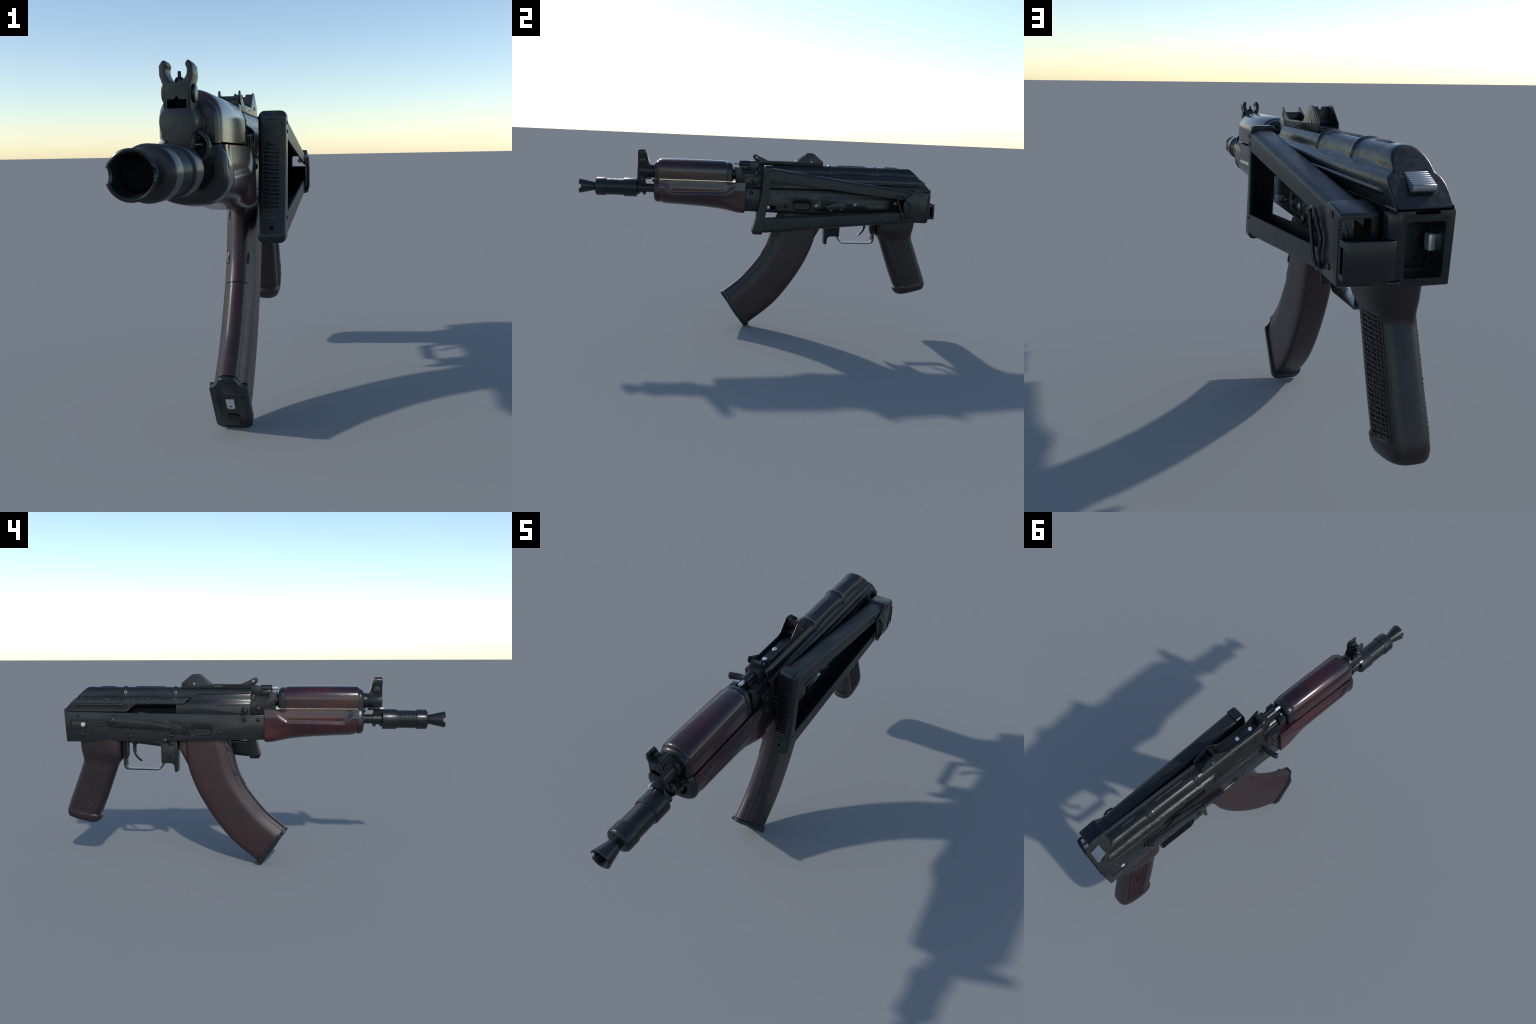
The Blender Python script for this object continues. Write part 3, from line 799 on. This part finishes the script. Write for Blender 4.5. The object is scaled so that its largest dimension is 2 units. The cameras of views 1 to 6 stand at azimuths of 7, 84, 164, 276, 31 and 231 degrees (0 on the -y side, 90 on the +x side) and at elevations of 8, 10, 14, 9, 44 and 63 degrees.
# front spine step, moulding lugs and notches
def on_mag(s, back, x):
    f, r = at(FRONT, s), at(REAR, s)
    p = f + (r - f).normalized() * back
    return Vector((x, p.y, p.z))
spine = []
for i in range(15):
    s = 0.02 + 0.43 * i / 14
    f, r = at(FRONT, s), at(REAR, s)
    d = (r - f).normalized()
    e = 0.0035
    sec = [(0.024, 0.0325), (0.010, 0.0290), (0.002, 0.0215), (-e, 0.0130), (-e, -0.0130), (0.002, -0.0215), (0.010, -0.0290), (0.024, -0.0325), (0.035, -0.0200), (0.035, 0.0200)]
    spine.append([Vector((w, (f + d * a).y, (f + d * a).z)) for a, w in sec])
spine = finish("magazine_spine", loft_bm(spine), MAG, magazine, 40)
lugs = []
for s in (0.045, 0.285):
    for x in (-1, 1):
        a, b = on_mag(s, 0.016, 0), on_mag(s + 0.055, 0.014, 0)
        bmq = tube_bm([a + Vector((x * 0.0295, 0, 0)), a.lerp(b, 0.5) + Vector((x * 0.0320, 0, 0)), b + Vector((x * 0.0290, 0, 0))], 0.0055, 8)
        lugs.append(bmq)
finish("spine_lug", join_bm(*lugs), MAG, magazine)
prism("magazine_rear_lug", [(0.300, 0.665), (0.372, 0.665), (0.3715, 0.618), (0.3235, 0.528), (0.300, 0.53)], -0.022, 0.022, MAG, magazine, 0.004)
# floor plate in its own plane: u runs from the front edge down to the rear edge, n points out
FO = Vector((0, -0.1910, 0.2067))
FU = Vector((0, 0.622, -0.783))
FN = Vector((0, -0.783, -0.622))
def fp(x, u, n):
    n = n + 0.050 * max(0, u - 0.05) * max(0, n) / 0.0165     # the plate thickens towards the rear
    return tuple(FO + FU * u + FN * n + Vector((x, 0, 0)))
def plate_outline(g=0.0):
    h = [(0.0, -0.004 - g), (0.016, -0.003 - g), (0.0255 + g, 0.006), (0.0305 + g, 0.022), (0.0420 + g, 0.036), (0.0540 + g, 0.044), (0.0548 + g, 0.052)]
    h += [(0.0268 + (0.028 + g) * math.cos(pi / 2 * k / 8), 0.2165 + (0.028 + g) * math.sin(pi / 2 * k / 8)) for k in range(9)] + [(0.0, 0.2445 + g)]
    return h + [(-x, u) for x, u in h[-2:0:-1]]
def plate_bm(outline, n0, n1, bev):
    bm = bmesh.new()
    lo = [bm.verts.new(fp(x, u, n0)) for x, u in outline]
    hi = [bm.verts.new(fp(x, u, n1)) for x, u in outline]
    bm.faces.new(lo)
    bm.faces.new(hi[::-1])
    for i in range(len(lo)):
        j = (i + 1) % len(lo)
        bm.faces.new((lo[i], lo[j], hi[j], hi[i]))
    bmesh.ops.recalc_face_normals(bm, faces=bm.faces)
    bevel_bm(bm, bev, 2)
    return bm
floor = finish("floor_plate", plate_bm(plate_outline(), 0.004, 0.0165, 0.003), SMOOTH, magazine)
flange = [(x, u) for x, u in plate_outline(0.0005) if u >= 0.044]
finish("floor_plate_rim", plate_bm(flange, -0.0065, 0.0085, 0.0025), SMOOTH, floor)
def pad(x0, x1, u0, u1, r):
    return plate_bm(round_poly([(x0, u0), (x1, u0), (x1, u1), (x0, u1)], r), 0.014, 0.0195, 0.002)
finish("floor_plate_pad", pad(-0.0195, 0.0195, 0.0120, 0.0700, 0.012), SMOOTH, floor)
finish("floor_plate_pad", pad(-0.0195, 0.0195, 0.172, 0.2240, 0.012), SMOOTH, floor)
finish("floor_plate_pad", pad(-0.0440, -0.0300, 0.082, 0.172, 0.006), SMOOTH, floor)
finish("floor_plate_pad", pad(0.0300, 0.0440, 0.082, 0.172, 0.006), SMOOTH, floor)
finish("latch_hole_patch", plate_bm(round_poly([(-0.0145, 0.092), (0.0145, 0.092), (0.0145, 0.130), (-0.0145, 0.130)], 0.002), 0.014, 0.0170, 0), CAVITY, floor)  # raised black patch drawn in place of a hole
finish("floor_latch", plate_bm(round_poly([(-0.0125, 0.092), (0.0125, 0.092), (0.0125, 0.137), (-0.0125, 0.137)], [0.002, 0.002, 0.010, 0.010]), 0.015, 0.0205, 0.002), BRIGHT, floor)
finish("latch_dot", plate_bm([(0.003 * math.cos(2 * pi * k / 10), 0.123 + 0.003 * math.sin(2 * pi * k / 10)) for k in range(10)], 0.020, 0.0209, 0), CAVITY, floor)

# ------------------------------------------------------------------ magazine catch, trigger, guard
catch = prism("magazine_catch", [(0.398, 0.668), (0.398, 0.640), (0.4690, 0.632), (0.4690, 0.5430), (0.4200, 0.5425), (0.4070, 0.5385), (0.3995, 0.5270), (0.3975, 0.4985), (0.3935, 0.4955), (0.3860, 0.4955),
                                   (0.3820, 0.4985), (0.3780, 0.640), (0.385, 0.668)], -0.027, 0.027, STEEL, bev=0.002)
for s in (-1, 1):
    prism("catch_cheek", round_poly([(0.470, 0.668), (0.3945, 0.668), (0.3945, 0.565), (0.404, 0.5445), (0.468, 0.5445)], 0.004), s * 0.025, s * 0.0300, STEEL, catch, 0.0015)
    # small stamped mark: a ring with a tail
    finish("stamped_mark", join_bm(tube_bm([(s * 0.0302, 0.4290 + 0.0085 * math.cos(t * pi / 8), 0.5770 + 0.0085 * math.sin(t * pi / 8)) for t in range(1, 12)], 0.0016, 6),
                                   tube_bm([(s * 0.0302, 0.4220, 0.5640), (s * 0.0302, 0.4150, 0.5740)], 0.0016, 6)), CAVITY, catch)
box("catch_spring", (-0.0312, 0.0312), (0.3985, 0.4330), (0.6350, 0.6600), STEEL, catch, 0.003)
guard_path = [(0, 0.6710, 0.664), (0, 0.6705, 0.600), (0, 0.6700, 0.540), (0, 0.6690, 0.5245), (0, 0.6640, 0.5130), (0, 0.6560, 0.5070), (0, 0.6440, 0.5066), (0, 0.5000, 0.5052), (0, 0.4880, 0.5055), (0, 0.4790, 0.5125),
              (0, 0.4660, 0.5290), (0, 0.4620, 0.5360), (0, 0.4610, 0.5480)]
def ribbon(path, hw, th):
    P = [Vector(p) for p in path]
    rings = []
    for i, p in enumerate(P):
        d = (P[min(i + 1, len(P) - 1)] - P[max(i - 1, 0)]).normalized()
        n = Vector((0, -d.z, d.y))
        w, t = (hw(i / (len(P) - 1)), th(i / (len(P) - 1))) if callable(hw) else (hw, th)
        rings.append([p + n * t * c + Vector((x * w, 0, 0)) for x, c in ((-1, -0.5), (-1, 0.5), (-0.8, 1), (0.8, 1), (1, 0.5), (1, -0.5), (0.8, -1), (-0.8, -1))])
    return loft_bm(rings)
guard = finish("trigger_guard", ribbon(guard_path, lambda s: lerp(0.030, 0.025, sstep(0.3, 0.5, s)), lambda s: lerp(0.0055, 0.0030, sstep(0.22, 0.42, s))), STEEL)
prism("guard_front_bar", [(0.4690, 0.664), (0.4690, 0.632), (0.590, 0.6475), (0.600, 0.664)], -0.030, 0.030, STEEL, guard, 0.002)
trig = smooth_path([(0, 0.612, 0.666), (0, 0.6180, 0.640), (0, 0.6195, 0.6120), (0, 0.6130, 0.5850), (0, 0.5990, 0.5650), (0, 0.5810, 0.5510)], 5)
finish("trigger", join_bm(ribbon(trig, lambda s: 0.0125, lambda s: lerp(0.0105, 0.0035, s ** 0.7)), prism_bm(round_poly([(0.634, 0.664), (0.586, 0.664), (0.592, 0.650), (0.605, 0.640), (0.628, 0.640)], 0.004), -0.012, 0.012, 0.001)), STEEL)

# ------------------------------------------------------------------ pistol grip
# rear and front point of each section (y, z), half width, squareness
SECTIONS = [((0.9110, 0.668), (0.6800, 0.668), 0.0500, 4.0), ((0.9105, 0.635), (0.6800, 0.630), 0.0500, 4.0), ((0.9070, 0.605), (0.6805, 0.595), 0.0490, 4.0), ((0.9000, 0.575), (0.6815, 0.566), 0.0480, 3.8),
            ((0.8985, 0.560), (0.6900, 0.5555), 0.0475, 3.6), ((0.9000, 0.545), (0.7030, 0.543), 0.0475, 3.4), ((0.9065, 0.528), (0.7130, 0.525), 0.0475, 3.4), ((0.9290, 0.470), (0.7340, 0.468), 0.0480, 3.4), ((0.9530, 0.406), (0.7570, 0.406), 0.0490, 3.4),
            ((0.9780, 0.345), (0.7820, 0.340), 0.0500, 3.4), ((0.9975, 0.2900), (0.8120, 0.2700), 0.0510, 3.4), ((0.9990, 0.2800), (0.8190, 0.2570), 0.0515, 3.4), ((1.0000, 0.2720), (0.8110, 0.2460), 0.0530, 3.3), ((0.9975, 0.2560), (0.8180, 0.2280), 0.0520, 3.2),
            ((0.9940, 0.2470), (0.8290, 0.2150), 0.0480, 3.0), ((0.9800, 0.2410), (0.8500, 0.2080), 0.0380, 2.8)]
def grip_ring(sec, n=44):
    r, f, hw, pw = sec
    R, F = Vector((0, *r)), Vector((0, *f))
    c, h = (R + F) / 2, (R - F) / 2
    out = []
    for k in range(n):
        t = 2 * pi * k / n
        a, b = math.cos(t), math.sin(t)
        p = c + h * math.copysign(abs(a) ** (2 / pw), a)
        # under the receiver the front flares out to the full width
        wide = 1 + 0.33 * sstep(0.53, 0.60, c.z) * sstep(0.75, -0.35, a)
        out.append((wide * hw * math.copysign(abs(b) ** (2 / pw), b), p.y, p.z))
    return out
dense = []
for A, B in zip(SECTIONS, SECTIONS[1:]):
    for j in range(3):
        t = j / 3
        dense.append(((lerp(A[0][0], B[0][0], t), lerp(A[0][1], B[0][1], t)), (lerp(A[1][0], B[1][0], t), lerp(A[1][1], B[1][1], t)), lerp(A[2], B[2], t), lerp(A[3], B[3], t)))
dense.append(SECTIONS[-1])
grip = finish("pistol_grip", loft_bm([grip_ring(s) for s in dense]), GRIP, angle=50)
prism("grip_tongue", round_poly([(0.690, 0.668), (0.651, 0.668), (0.650, 0.590), (0.656, 0.568), (0.662, 0.562), (0.668, 0.568), (0.690, 0.60)], 0.003), -0.014, 0.014, GRIP, grip, 0.003)
# moulded checkering: rows of small studs inside a framed panel on each cheek
def cheek(u, v):
    """u 0..1 across from the back, v 0..1 downwards."""
    tl, tr, br, bl = (0.8660, 0.5560), (0.7620, 0.5480), (0.8710, 0.2640), (0.9600, 0.2940)
    a = (lerp(tl[0], tr[0], u), lerp(tl[1], tr[1], u))
    b = (lerp(bl[0], br[0], u), lerp(bl[1], br[1], u))
    return lerp(a[0], b[0], v), lerp(a[1], b[1], v)
def grip_hw(z, y):
    for A, B in zip(dense, dense[1:]):
        if B[0][1] <= z <= A[0][1]:
            t = (z - A[0][1]) / (B[0][1] - A[0][1])
            hw, pw = lerp(A[2], B[2], t), lerp(A[3], B[3], t)
            ry, fy = lerp(A[0][0], B[0][0], t), lerp(A[1][0], B[1][0], t)
            c, h = (ry + fy) / 2, (ry - fy) / 2
            q = min(0.97, abs((y - c) / h))
            return hw * (1 - q ** pw) ** (1 / pw)
    return 0.048
for s in (-1, 1):
    bm = bmesh.new()
    COLS, ROWS = 6, 25
    for i in range(COLS):
        for j in range(ROWS):
            u, v = (i + 0.5) / COLS, (j + (0.5 if i % 2 else 0.62)) / (ROWS + 0.2)
            y, z = cheek(u, v)
            x = grip_hw(z, y)
            a, b, h = 0.0066 * random.uniform(0.8, 1.05), 0.0041, 0.0060 * random.uniform(0.7, 1.15)
            rings = []
            for k, (sc, up) in enumerate(((1.0, -0.3), (0.92, 0.35), (0.62, 0.85))):
                rings.append([bm.verts.new((s * (x + h * up), y + a * sc * math.cos(2 * pi * q / 8), z + b * sc * math.sin(2 * pi * q / 8) + 0.0006 * k)) for q in range(8)])
            for A, B in zip(rings, rings[1:]):
                for q in range(8):
                    bm.faces.new((A[q], A[(q + 1) % 8], B[(q + 1) % 8], B[q]))
            bm.faces.new(rings[-1])
    st = finish("grip_checkering", bm, STUDS, grip, 75)
    st["kind"] = "stuff"
    edge = []
    for a, b in (((-0.02, -0.012), (1.02, -0.012)), ((1.02, -0.012), (1.02, 1.012)), ((1.02, 1.012), (-0.02, 1.012)), ((-0.02, 1.012), (-0.02, -0.012))):
        for k in range(12):
            y, z = cheek(lerp(a[0], b[0], k / 12), lerp(a[1], b[1], k / 12))
            edge.append((s * (grip_hw(z, y) + 0.0003), y, z))
    finish("checkering_frame", tube_bm(edge, 0.0018, 6, closed=True), GRIP, grip)

# ------------------------------------------------------------------ folded shoulder stock on the left side
def skew(v):
    """The folded stock stands slightly away from the gun towards its hinge."""
    return (v[0] + 0.021 * (v[1] - 0.05), v[1], v[2])
SX0, SX1 = 0.0765, 0.1590
def arm_skew(v):
    """The arms splay less than the hinge block, which stands proud of them."""
    return (v[0] + 0.0105 * (v[1] - 0.05), v[1], v[2])
stock = bpy.data.objects.new("shoulder_stock", None)
bpy.context.collection.objects.link(stock)
stock.parent = root
front_edge = smooth_path([(0, 0.0050, 0.9330), (0, 0.0030, 0.9000), (0, -0.0005, 0.8061), (0, -0.0110, 0.7300), (0, -0.0265, 0.6600), (0, -0.0480, 0.5830)], 4)
rear_edge = smooth_path([(0, 0.0090, 0.5630), (0, 0.0170, 0.6250), (0, 0.0270, 0.6900), (0, 0.0374, 0.7618), (0, 0.0447, 0.8577), (0, 0.0540, 0.9330)], 4)
def along(path, z):
    P = sorted(path, key=lambda p: p.z)
    return table(z, [(p.z, p.y) for p in P])
def butt_ring(z):
    zc, half = 0.7490, 0.1910
    d = max(0.0, abs(z - zc) - (half - 0.020))
    e = 0.020 - math.sqrt(max(0.0, 0.020 ** 2 - min(d, 0.020) ** 2))
    x0, x1 = SX0 + e * 0.8, SX1 - e * 0.8
    y0, y1 = along(front_edge, z) + e * 0.55, along(rear_edge, z) - e * 0.15
    return [skew((x, y, z)) for x, y in round_poly([(x0, y0), (x1, y0), (x1, y1), (x0, y1)], [0.012, 0.012, 0.003, 0.003], 5)]
zs = [0.7490 + 0.1910 * math.sin(pi / 2 * k / 26) for k in range(-26, 27)]
zs = sorted(set([round(z, 5) for z in zs] + [0.56 + 0.012 * k for k in range(1, 32)]))
butt = finish("butt_plate", loft_bm([butt_ring(z) for z in zs]), SMOOTH, stock, 40)
# hollow from behind
inner = [(p.y + 0.014, p.z) for p in front_edge[1:-2]] + [(0.06, 0.60), (0.10, 0.92)]
cut(butt, prism_bm(inner, SX0 + 0.012, SX1 - 0.012, 0, fx=skew),
    *[lathe_bm([(-0.08, 0.0065), (0.004, 0.0065)], (0.1165, z), n=12) for z in (0.889, 0.602)])
panel = [(p.y - 0.02, p.z) for p in front_edge] + [(p.y + 0.0090, p.z) for p in front_edge[::-1]]
cut(butt, prism_bm([(y, z) for y, z in panel if 0.642 < z < 0.842] , 0.0925, 0.1375, 0, fx=skew))
def edge_y(z):
    for a, b in zip(front_edge, front_edge[1:]):
        if b.z <= z <= a.z:
            return lerp(a.y, b.y, (z - a.z) / (b.z - a.z))
    return -0.04
for k in range(17):
    z = 0.833 - k * 0.0118
    y = edge_y(z)
    bmq = box_bm((0.0915, 0.1385), (y - 0.0010, y + 0.0120), (z - 0.0031, z + 0.0031), 0.0018)
    bmesh.ops.rotate(bmq, verts=bmq.verts, cent=(0, y, z), matrix=Matrix.Rotation(-0.16 if z < 0.78 else -0.04, 3, "X"))
    finish("butt_rib", bmq, SMOOTH, butt)
for z0, z1 in ((0.838, 0.852), (0.642 - 0.018, 0.642 - 0.005), (0.912, 0.917), (0.5785, 0.5835)):
    y = edge_y((z0 + z1) / 2)
    box("butt_rib", (0.1010, 0.1300), (y - 0.0012, y + 0.004), (z0, z1), SMOOTH, butt, 0.0012)

def strut(name, stations, opening):
    """Pressed channel; opening -1: open below, +1: open above."""
    w, r = 0.006, 0.026
    rings = []
    for y, zt, zb in stations:
        x0, x1 = SX0 + 0.001, SX1 - 0.0005
        o, i = (zt, zb) if opening < 0 else (zb, zt)
        k = -1 if opening < 0 else 1
        sec = [(x0, i)]
        for a in range(7):
            t = pi / 2 * a / 6
            sec.append((x0 + r * (1 - math.cos(t)), o + k * r * 0.75 * (1 - math.sin(t))))
        for a in range(7):
            t = pi / 2 * a / 6
            sec.append((x1 - r * (1 - math.sin(t)), o + k * r * 0.75 * (1 - math.cos(t))))
        sec += [(x1, i), (x1 - w, i), (x1 - w, o + k * r), (x1 - r * 0.7, o + k * w), (x0 + r * 0.7, o + k * w), (x0 + w, o + k * r), (x0 + w, i)]
        rings.append([arm_skew((x, y, z)) for x, z in sec])
    return finish(name, loft_bm(rings), PARKERIZED, stock, 30)
strut("stock_strut", [(0.046, 0.9270, 0.8590), (0.25, 0.9010, 0.8365), (0.50, 0.8690, 0.8090), (0.862, 0.8230, 0.7705)], -1)
strut("stock_strut", [(0.008, 0.6445, 0.5690), (0.030, 0.6462, 0.5690), (0.20, 0.6595, 0.5860), (0.42, 0.6765, 0.6090), (0.85, 0.7105, 0.6515)], 1)
# hinge block with a bowed front edge
blk = smooth_path([(0, 0.8345, 0.8130), (0, 0.8080, 0.7920), (0, 0.7935, 0.7600), (0, 0.7940, 0.7200), (0, 0.8060, 0.6850), (0, 0.8290, 0.6545)], 4)
block_pts = [(0.8590, 0.8312), (0.8500, 0.8250)] + [(p.y, p.z) for p in blk] + [(0.9225, 0.6520), (0.9355, 0.6560), (0.9440, 0.8155)]
hinge_block = finish("hinge_block", prism_bm(block_pts, SX0 - 0.0075, SX1 - 0.0005, 0.009, 3, fx=skew), STEEL, stock)
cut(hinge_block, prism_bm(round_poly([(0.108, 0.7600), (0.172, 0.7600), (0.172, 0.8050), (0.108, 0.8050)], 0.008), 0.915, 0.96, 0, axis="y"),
    box_bm((SX0 + 0.012, SX1 + 0.011), (0.75, 0.925), (0.664, 0.806), 0), lining=CAVITY)  # hollow's faces coloured black to stand in for its inner shade
lathe("hinge_screw", [(0.80, 0.0085), (0.865, 0.0085), (0.867, 0.007), (0.8675, 0.003), (0.865, 0.002)], (0.1480, 0.7870), BRIGHT, hinge_block, n=18)
weld = []
for k in range(16):
    z = 0.672 + k * 0.0085
    y = 0.9285 + 0.006 * (z - 0.67) / 0.14
    b = bmesh.new()
    bmesh.ops.create_icosphere(b, subdivisions=2, radius=random.uniform(0.0052, 0.0068))
    bmesh.ops.scale(b, verts=b.verts, vec=(0.5, 0.9, 0.9))
    bmesh.ops.translate(b, verts=b.verts, vec=(SX1 + 0.021 * 0.88 - 0.0006, y + random.uniform(-0.001, 0.001), z))
    weld.append(b)
bead = finish("weld_bead", join_bm(*weld), SHEET, hinge_block, 60)
bead["kind"] = "stuff"
for y, z in ((0.888, 0.806), (0.873, 0.686)):
    d = finish("block_boss", dome_bm(0.008, 0.0025), STEEL, hinge_block, 60)
    d.location = (SX1 - 0.0003 + 0.021 * (y - 0.05), y, z)
# hinge strap behind the block: a folded plate with a slot in its outer end
strap_pts = [(0.0590, 0.9480), (0.0590, 0.9770), (0.0830, 0.9820), (0.0880, 0.9820), (0.1640, 0.9755), (0.1760, 0.9690), (0.1770, 0.9560), (0.1770, 0.9300), (0.1715, 0.9300), (0.1715, 0.9560), (0.1660, 0.9640), (0.0890, 0.9705), (0.0860, 0.9480)]
strap = finish("hinge_strap", prism_bm(round_poly(strap_pts, [0.010, 0.012, 0.004, 0.003, 0.008, 0.006, 0.002, 0.001, 0.001, 0.002, 0.005, 0.002, 0.001]), 0.6765, 0.7625, 0.0015, axis="z"), STEEL, stock)
cut(strap, prism_bm([(0.9450, 0.691), (0.9630, 0.691), (0.9630, 0.748), (0.9450, 0.748)], 0.1695, 0.19, 0))
# sling loop of bent wire on the outer face
loop = [(0.7740, 0.8020), (0.7570, 0.7960), (0.7535, 0.7840), (0.7650, 0.7480), (0.7860, 0.6880), (0.7930, 0.6720), (0.8060, 0.6640), (0.8220, 0.6720), (0.8265, 0.6860), (0.8235, 0.7050), (0.8310, 0.7220), (0.8345, 0.7400), (0.8260, 0.7560), (0.8100, 0.7680), (0.7990, 0.7860), (0.7890, 0.7980)]
finish("sling_loop", tube_bm(smooth_path([(0.1818 if z > 0.68 else 0.178, y, z) for y, z in loop], 4, closed=True), 0.0048, 10, closed=True), STEEL, stock)
for y, z in ((0.0285, 0.9050), (0.0300, 0.8800), (0.003, 0.6300)):
    d = finish("strut_rivet", dome_bm(0.006, 0.0015), STEEL, stock, 60)
    d.location = (SX1 - 0.0003 + 0.021 * (y - 0.05), y, z)

# ------------------------------------------------------------------ keep the tree at thing > part > sub-part
for ob in bpy.data.objects:
    while ob.parent and ob.parent.parent and ob.parent.parent.parent:
        ob.parent = ob.parent.parent
